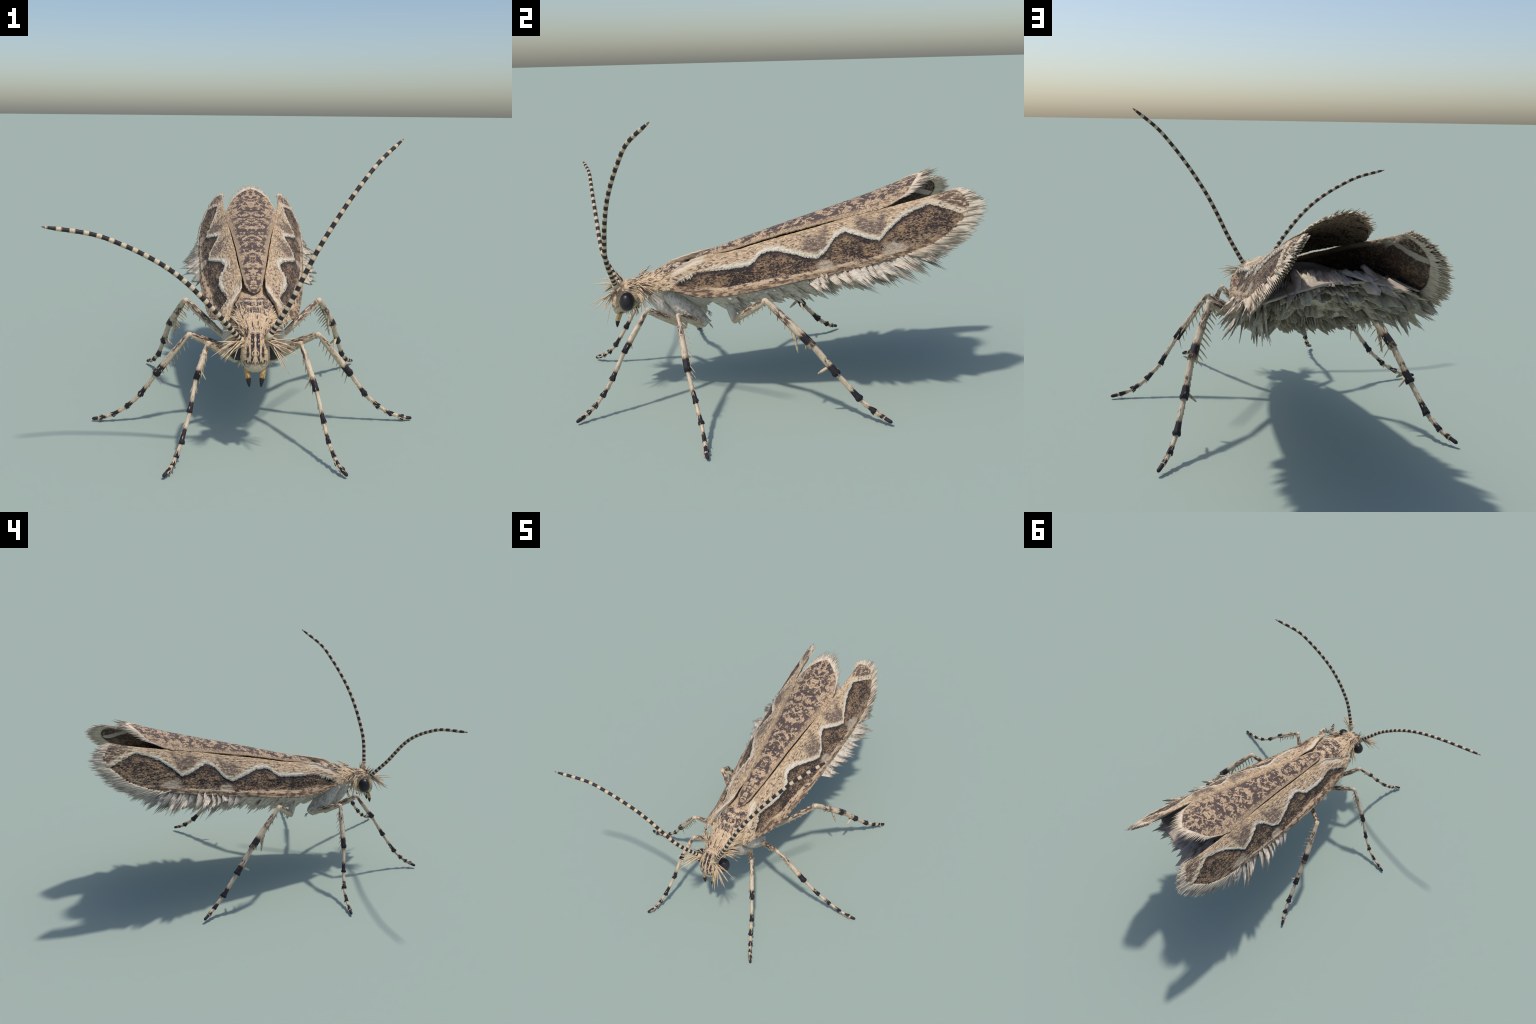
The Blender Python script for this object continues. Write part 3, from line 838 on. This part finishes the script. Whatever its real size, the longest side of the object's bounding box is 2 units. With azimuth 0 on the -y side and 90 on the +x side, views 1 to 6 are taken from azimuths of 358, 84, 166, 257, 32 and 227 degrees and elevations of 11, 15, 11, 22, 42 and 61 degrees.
# ---- side plumes hanging out under the costal margin, named one by one
for sx in (1, -1):
    r = random.Random(31 + sx)
    S = np.array([sx, 1, 1.0])
    small = Buf()
    for y in np.arange(-0.40, 0.34, 0.040):
        cx, cz = interp(COSTA, y)
        y_ = y + r.uniform(-.008, .008)
        plate(small, np.array([cx - 0.018, y_, cz + 0.001]) * S, np.array([0.48, 0.55, -0.50]) * S, np.array([0, 1, 0.2]), 0.030 + 0.012 * r.random(), 0.026, 2, 0.004, 0.0, 0, r, 0.3, 0.7)
    for y in np.arange(-0.30, 0.40, 0.026):    # drooping pale flaps behind them
        cx, cz = interp(COSTA, y)
        for q in (0, 1):
            plate(small, np.array([cx - 0.060 - 0.035 * q, y + r.uniform(-.02, .02), cz + 0.008 - 0.03 * q]) * S, np.array([-0.05, 0.80, -0.62 - 0.10 * q + r.uniform(-.12, .1)]) * S,
                  np.array([0.2, 0.4, 1.0]) * S, r.uniform(.13, .185), r.uniform(.045, .065), r.choice((2, 3)), 0.004, r.uniform(-.1, .1), 0, r, 0.25, 0.8)
    make("costal_scales", small, [M_pale], hind, stuff=True)
    ylist = list(np.arange(0.16, 0.70, 0.027))
    for i, y in enumerate(ylist):
        cx, cz = interp(COSTA, y)
        f = (y - 0.16) / 0.54
        for q in range(2):
            b = Buf()
            if q == 0:      # outer row: two long clumps reach out sideways
                L = (0.112 + 0.070 * math.exp(-((y - 0.325) / 0.035) ** 2) + 0.085 * math.exp(-((y - 0.49) / 0.045) ** 2) + 0.05 * f) * r.uniform(0.75, 1.15)
                d = np.array([0.68 - 0.30 * f * f + r.uniform(-.10, .12), 0.52 + 0.45 * f * f, -0.48 + 0.16 * f * f + r.uniform(-.10, .10)])
                base = np.array([cx - 0.026, y - 0.015 + r.uniform(-.01, .01), cz + 0.001])
            else:           # inner row hangs down and back
                L = np.interp(f, [0, 0.3, 0.7, 1], [0.16, 0.205, 0.225, 0.18]) * r.uniform(0.66, 1.14)
                d = np.array([0.10 + r.uniform(-.14, .16), 0.72, -0.60 + 0.12 * f + r.uniform(-.10, .12)])
                base = np.array([cx - 0.045 - r.uniform(0, .03), y - 0.02 + r.uniform(-.012, .012), cz - 0.002])
            plate(b, base * S, d * S, np.array([0.1, 0.8, 0.7]) * S, L, r.uniform(.050, .085), r.choice((5, 6, 7, 8)), 0.006, sx * r.uniform(-.14, .12), 0, r, 0.38, 0.55, 0.6)
            make("plume", b, [M_pale], hind)

# ---- legs
def seg(name, p0, p1, r0, r1, parent, mat, flare=1.0, flatness=1.0, bulge=0.0, round_tip=False, n=16, sides=14, crown=0, r=rnd, inset=0.004, pinch=True):
    m, L = frame(p0, p1, (0, 0, 1))
    b = Buf()
    t = np.linspace(0, 1, n)
    rad = []
    for q in t:
        a = r0 + (r1 - r0) * q + bulge * math.sin(math.pi * q)
        a *= 1 + (flare - 1) * sstep(0.55, 1.0, q)
        if q < 0.06 and pinch:
            a *= 0.93
        if round_tip and q > 0.7:
            a *= math.sqrt(max(0.02, 1 - ((q - 0.7) / 0.3) ** 2.4))
        rad.append(a)
    tube(b, [(0, 0, -inset + (L + inset) * q) for q in t], rad, sides, flat=[flatness] * n, up=(1, 0, 0))
    for k in range(crown):
        w_ = 2 * math.pi * (k + r.uniform(-.3, .3)) / crown
        rr = r1 * flare * 0.85
        bristle(b, (rr * math.cos(w_), rr * math.sin(w_) * flatness, L * 0.96 - 0.012), (0.28 * math.cos(w_), 0.28 * math.sin(w_), 1), r.uniform(0.013, 0.022), 0.0038, (0, 0, 0), 0)
    return make(name, b, [mat], parent, matrix=m), L

FORE = [(.088, -.449, .337), (.208, -.618, .473), (.270, -.734, .291), (.298, -.796, .169), (.315, -.843, .098), (.335, -.881, .056), (.347, -.911, .034), (.363, -.936, .021), (.381, -.961, .0105)]
MID = [(.102, -.357, .349), (.303, -.473, .470), (.465, -.440, .260), (.546, -.410, .144), (.615, -.390, .076), (.685, -.381, .032), (.744, -.378, .014), (.786, -.373, .0085)]
HIND = [(.144, -.205, .374), (.349, -.071, .532), (.452, .128, .338), (.495, .232, .209), (.536, .328, .098), (.570, .388, .049), (.597, .426, .029), (.619, .455, .0155)]
def dist(a, b):
    return float(np.linalg.norm(np.array(a) - np.array(b)))
legmat = {}
def lm(kind, i, L, bands, brown=()):
    key = (kind, i, round(L, 3))
    if key not in legmat:
        legmat[key] = mat_leg(f"{kind}_scales", L, bands, brown)
    return legmat[key]
SPEC = {
    "foreleg": (FORE, ["femur", "tibia"] + ["tarsus"] * 6, [(.014, .016), (.0098, .0115), (.0095, .0100), (.0090, .0092), (.0080, .0085), (.0072, .0080), (.0072, .0080), (.0085, .0085)],
                [1.0, 1.2, 1.3, 1.4, 1.4, 1.3, 1.3, 1.0], [0, 4, 5, 4, 4, 3, 3, 0],
                [((), ((.45, .95, 1),)), (((.76, 1.1),), ((.10, .34, 0),)), (((.68, 1.1),), ()), (((.52, 1.1),), ()), (((.55, 1.1),), ()), (((.5, 1.1),), ()), (((.5, 1.1),), ()), (((-.2, 1.2),), ())]),
    "midleg": (MID, ["femur", "tibia"] + ["tarsus"] * 5, [(.017, .0155), (.0100, .0145), (.0100, .0105), (.0090, .0095), (.0085, .0090), (.0080, .0085), (.0082, .0085)],
               [1.0, 1.15, 1.2, 1.3, 1.3, 1.3, 1.0], [0, 5, 4, 4, 3, 3, 0],
               [((), ((.35, .95, 1),)), (((.77, 1.1),), ((.08, .42, 1),)), (((.62, 1.1),), ()), (((.55, 1.1),), ()), (((.5, 1.1),), ()), (((.5, 1.1),), ()), (((.25, 1.2),), ())]),
    "hindleg": (HIND, ["femur", "tibia", "tibia"] + ["tarsus"] * 4, [(.0150, .0165), (.0125, .0185), (.0145, .0165), (.0115, .0125), (.0100, .0105), (.0095, .0105), (.0088, .0088)],
                [1.0, 1.12, 1.2, 1.4, 1.3, 1.1, 1.0], [0, 5, 5, 5, 4, 0, 0],
                [((), ((.30, .95, 1),)), (((.76, .93),), ((.20, .50, 0), (.9, 1.1, 1))), (((.66, 1.1),), ((.45, .6, 1),)), (((.62, 1.1),), ()), (((.58, 1.1),), ()), (((.55, .9),), ()), (((-.2, 1.2),), ())]),
}
for kind, (nodes, names, rads, flares, crowns, cols) in SPEC.items():
    for sx in (1, -1):
        r = random.Random(sum(map(ord, kind)) + sx)
        N = [np.array(p) * np.array([sx, 1, 1]) for p in nodes]
        if kind == "foreleg" and sx < 0:      # the left shin is a little shorter
            N[2] = np.array((-.258, -.706, .335)); N[3] = np.array((-.281, -.774, .210))
        # coxa
        b = Buf()
        if kind == "foreleg":
            cp = catmull([(sx * .062, -.600, .500), (sx * .080, -.545, .440), (sx * .082, -.480, .375), (sx * .088, -.447, .337)], 18)
            cr = [0.030, 0.034, 0.026, 0.017]
        elif kind == "midleg":
            cp = catmull([(sx * .085, -.520, .520), (sx * .098, -.460, .455), (sx * .094, -.400, .392), (sx * .092, -.352, .352), (sx * .094, -.338, .342)], 22)
            cr = [0.040, 0.050, 0.048, 0.031, 0.012]
        else:
            cp = catmull([(sx * .110, -.232, .500), (sx * .122, -.224, .450), (sx * .132, -.210, .390), (sx * .138, -.204, .370), (sx * .146, -.203, .372)], 18)
            cr = [0.024, 0.024, 0.019, 0.016, 0.013]
        tube(b, cp, np.interp(np.linspace(0, 1, len(cp)), np.linspace(0, 1, len(cr)), cr), 18)
        if kind != "foreleg":
            for _ in range(14):
                k = r.randrange(2, len(cp) - 2)
                d = unit([r.uniform(-.5, .5), 1.0, -0.3 + r.uniform(-.5, .2)])
                rr = np.interp(k / (len(cp) - 1), np.linspace(0, 1, len(cr)), cr)
                bristle(b, cp[k] + d * rr * 0.85, d + np.array([0, 0, -.6]), r.uniform(.018, .035), .0025)
        if kind == "midleg":
            for _ in range(46):
                k = r.randrange(1, len(cp) - 8)
                a_ = r.uniform(-1.2, 1.2)
                o = unit([sx * math.cos(a_), 0.55 * math.sin(a_), 0.35 * math.sin(a_)])
                rr = np.interp(k / (len(cp) - 1), np.linspace(0, 1, len(cr)), cr)
                dd = unit(cp[min(k + 2, len(cp) - 1)] - cp[k]) + o * 0.10 + np.array([0, 0.15, 0])
                plate(b, cp[k] + o * rr * 0.97, dd, np.cross(dd, o), r.uniform(.035, .06), r.uniform(.016, .026), 2, 0.003, 0, 0, r, 0.25, 0.8)
        leg = make(kind, b, [M_coxa], moth)
        sp = Buf()
        for i, nm in enumerate(names):
            L = dist(N[i], N[i + 1])
            bands, brown = cols[i]
            flat = 0.78 if nm == "femur" else 0.92
            seg(nm, N[i], N[i + 1], rads[i][0], rads[i][1], leg, lm(kind + "_" + nm, i, L, bands, brown), 1 + (flares[i] - 1) * 0.75, flat, 0.003 if i < 2 else 0.0, round_tip=(i == len(names) - 1 or i == 0), crown=crowns[i], r=r, inset=0.006)
        # knee and joint collars, amber
        m, _ = frame(N[1] - unit(N[1] - N[0]) * 0.006, N[1] + unit(N[2] - N[1]) * 0.004)
        b = Buf()
        tt = np.linspace(-1, 1, 11)
        rk = rads[1][0] * 1.22
        tube(b, [(0, 0, q * rk * 1.05) for q in tt], [rk * math.sqrt(max(0.02, 1 - q * q)) for q in tt], 14)
        make("knee_joint", b, [mat_plain("knee_amber", (0.66, 0.52, 0.37), (0.36, 0.20, 0.09), 90, lo=0.52, hi=0.7)], leg, matrix=m)
        # spines
        def along(i, q):
            return N[i] + (N[i + 1] - N[i]) * q
        inner = np.array([-sx, 0.0, 0.0])
        if kind == "foreleg":
            for q in np.linspace(0.3, 0.9, 5):
                bristle(sp, along(1, q) + inner * .009, unit(N[2] - N[1]) + inner * 0.35 + np.array([0, .3, 0]), .030, .0030)
            bristle(sp, along(1, 0.72), unit(N[2] - N[1]) * 0.8 + inner * 0.7 + np.array([0, .45, 0]), .052, .0042)
        if kind == "midleg":
            for side, cnt, ln in ((1, 9, 0.034), (-1, 10, 0.036)):
                for q in np.linspace(0.12, 0.95, cnt):
                    o = np.array([-sx * 0.75, 0.15, -0.35]) if side > 0 else np.array([sx * 0.1, 0.95, 0.05])
                    if side < 0 and q > .8:
                        o = o * 0.6
                    bristle(sp, along(1, q) + o * 0.009, unit(N[2] - N[1]) * 0.75 + o * 0.9 + np.array([r.uniform(-.1, .1)] * 3), ln * r.uniform(.8, 1.2) * (1.4 if q > .85 else 1), .0030)
            for i in (2, 3):
                for q in (0.75, 0.9):
                    bristle(sp, along(i, q) + np.array([0, 0, -.008]), unit(N[i + 1] - N[i]) + np.array([0, .3, -.5]), .02, .003)
        if kind == "hindleg":
            for q in np.linspace(0.06, 0.96, 11):
                o = np.array([-sx * 0.85, -.15, -0.25])
                bristle(sp, along(1, q) + o * 0.012, unit(N[2] - N[1]) * 0.55 + o + np.array([r.uniform(-.12, .12)] * 3), r.uniform(.038, .055), .0036)
            for q in np.linspace(0.15, 0.9, 6):
                o = np.array([-sx * 0.2, -.9, -0.4])
                bristle(sp, along(1, q) + o * 0.012, unit(N[2] - N[1]) * 0.9 + o * 0.7, r.uniform(.022, .032), .0034)
            for q in np.linspace(0.1, 0.9, 5):
                o = np.array([sx * 0.6, .5, 0.5])
                bristle(sp, along(1, q) + o * 0.011, unit(N[2] - N[1]) * 0.9 + o * 0.5, r.uniform(.018, .03), .0030)
            for q in np.linspace(0.3, 0.9, 5):
                bristle(sp, along(0, q) + np.array([0, -.004, -.015]), np.array([sx * .3, .1, -1]), .018, .003)
            for (i, q), tip in (((1, 0.62), (.424 * sx, .064, .296)), ((2, 0.72), (.462 * sx, .146, .205))):
                base = along(i, q) + np.array([-sx * .006, -.010, -.004])
                b = Buf()
                bristle(b, base, np.array(tip) - base, dist(base, tip), .0085, (0, 0, 0), 0, sides=8)
                make("spur", b, [M_spine], leg)
            b = Buf()
            base = along(2, 0.85) + np.array([-sx * .008, -.004, 0])
            bristle(b, base, np.array([-sx * .75, .25, -.75]), .055, .0070, (0, 0, 0), 0, sides=8)
            make("spur", b, [M_spine], leg)
        for i in range(len(names) - 1):       # short scale fuzz lying along the shafts
            dv = unit(N[i + 1] - N[i])
            pa = unit(np.cross(dv, (0.3, 0.2, 1.0)))
            pb = np.cross(dv, pa)
            for _ in range(34 if i < 2 else 12):
                q, w_ = r.uniform(0.12, 0.92), r.uniform(0, 2 * math.pi)
                o = pa * math.cos(w_) + pb * math.sin(w_)
                rr = rads[i][0] + (rads[i][1] - rads[i][0]) * q
                bristle(sp, along(i, q) + o * rr * 0.8, dv + o * r.uniform(.22, .5), r.uniform(.011, .025), .0019, (0, 0, 0), 0)
        if sp.v:
            make("leg_spines", sp, [M_spine], leg, stuff=True)

# ---- bristles of head, collar and thorax
r = random.Random(77)
for sx in (1, -1):
    b = Buf()
    base = np.array([sx * 0.054, -0.772, 0.524])
    for k in range(24):      # tuft fanning forward from below the antenna base
        a = r.uniform(-1, 1)
        d = np.array([sx * (0.85 + 0.60 * a), -r.uniform(.15, .90), -0.02 + r.uniform(-.42, .32)])
        bristle(b, base + np.array([sx * r.uniform(-.006, .012), r.uniform(-.006, .006), r.uniform(-.012, .012)]), d, r.uniform(.075, .150), .0030, (0, 0, -1), r.uniform(.08, .30), 1 if r.random() < .08 else 0)
    for k in range(9):       # upright hairs round the antenna base
        bristle(b, (sx * (0.05 + r.uniform(-.014, .014)), -0.752 + r.uniform(-.012, .012), 0.545), (sx * r.uniform(-.5, .7), r.uniform(-.7, .3), 1), r.uniform(.028, .06), .0024, (0, -1, 0), .2, 1 if r.random() < .2 else 0)
    for k in range(34):      # collar behind the eye, combed back and down
        a = r.uniform(-0.35, 1.0)
        p = np.array([sx * (0.064 + 0.006 * a), -0.660 + r.uniform(-.01, .012), 0.525 + 0.05 * a])
        d = np.array([sx * (0.55 + 0.25 * r.uniform(-1, 1)), 0.55 + r.uniform(-.35, .25), 0.75 * a - 0.25 + r.uniform(-.35, .3)])
        bristle(b, p, d, r.uniform(.050, .105), .0029, (0, 0.3, -1), r.uniform(.1, .35), 1 if r.random() < .08 else 0)
    for k in range(14):      # cheek hairs
        bristle(b, (sx * (0.058 + r.uniform(-.008, .008)), -0.70 + r.uniform(-.05, .03), 0.430 + r.uniform(-.01, .015)), (sx * r.uniform(.1, .7), r.uniform(-.1, .5), -1), r.uniform(.016, .032), .0024, (0, 0, -1), .1)
    for k in range(16):      # ragged scales under the throat
        y = r.uniform(-.61, -.50)
        plate(b, (sx * r.uniform(.055, .10), y, 0.515 - 0.9 * max(0, y + 0.60)), (sx * .15, -.05 + r.uniform(-.3, .5), -1), (0, 1, 0), r.uniform(.03, .055), .016, 1, .003, 0, 1 if r.random() < .15 else 0, r)
    make("head_bristles", b, [M_brist, M_bristd], head, stuff=True)
# standing and combed hairs over the front of the thorax
b = Buf()
def back_z(x, y):
    i = int(np.argmin(np.abs(ys - y)))
    f = min(1, abs(x) / hw[i])
    return zc[i] + up[i] * (1 - f ** 2.3) ** (1 / 2.3)
for k in range(420):
    y = r.uniform(-.685, -.50)
    i = int(np.argmin(np.abs(ys - y)))
    x = r.uniform(-.93, .93) * hw[i]
    lift = 0.10 if r.random() < 0.84 else r.uniform(.3, .9)
    f = x / hw[i]
    bristle(b, (x, y, back_z(x, y) - .003), (0.9 * f * abs(f) + r.uniform(-.15, .15), 1, lift + 0.30 - 0.35 * abs(f)), r.uniform(.025, .06), .0026, (0, 0, -1), .12, 1 if r.random() < .10 else 0)
for k in range(90):      # short hairs over the crown
    y = r.uniform(-.745, -.66)
    i = int(np.argmin(np.abs(ys - y)))
    x = r.uniform(-.85, .85) * hw[i]
    bristle(b, (x, y, back_z(x, y) - .003), (0.5 * x / hw[i] + r.uniform(-.25, .25), 1, r.uniform(.15, .8)), r.uniform(.02, .045), .0024, (0, 0, -1), .15, 1 if r.random() < .15 else 0)
make("thorax_hairs", b, [M_brist, M_bristd], thorax, stuff=True)

# ---- stand on z = 0
bpy.context.view_layer.update()
low = min((o.matrix_world @ v.co).z for o in bpy.data.objects if o.type == 'MESH' for v in o.data.vertices)
moth.location.z -= low
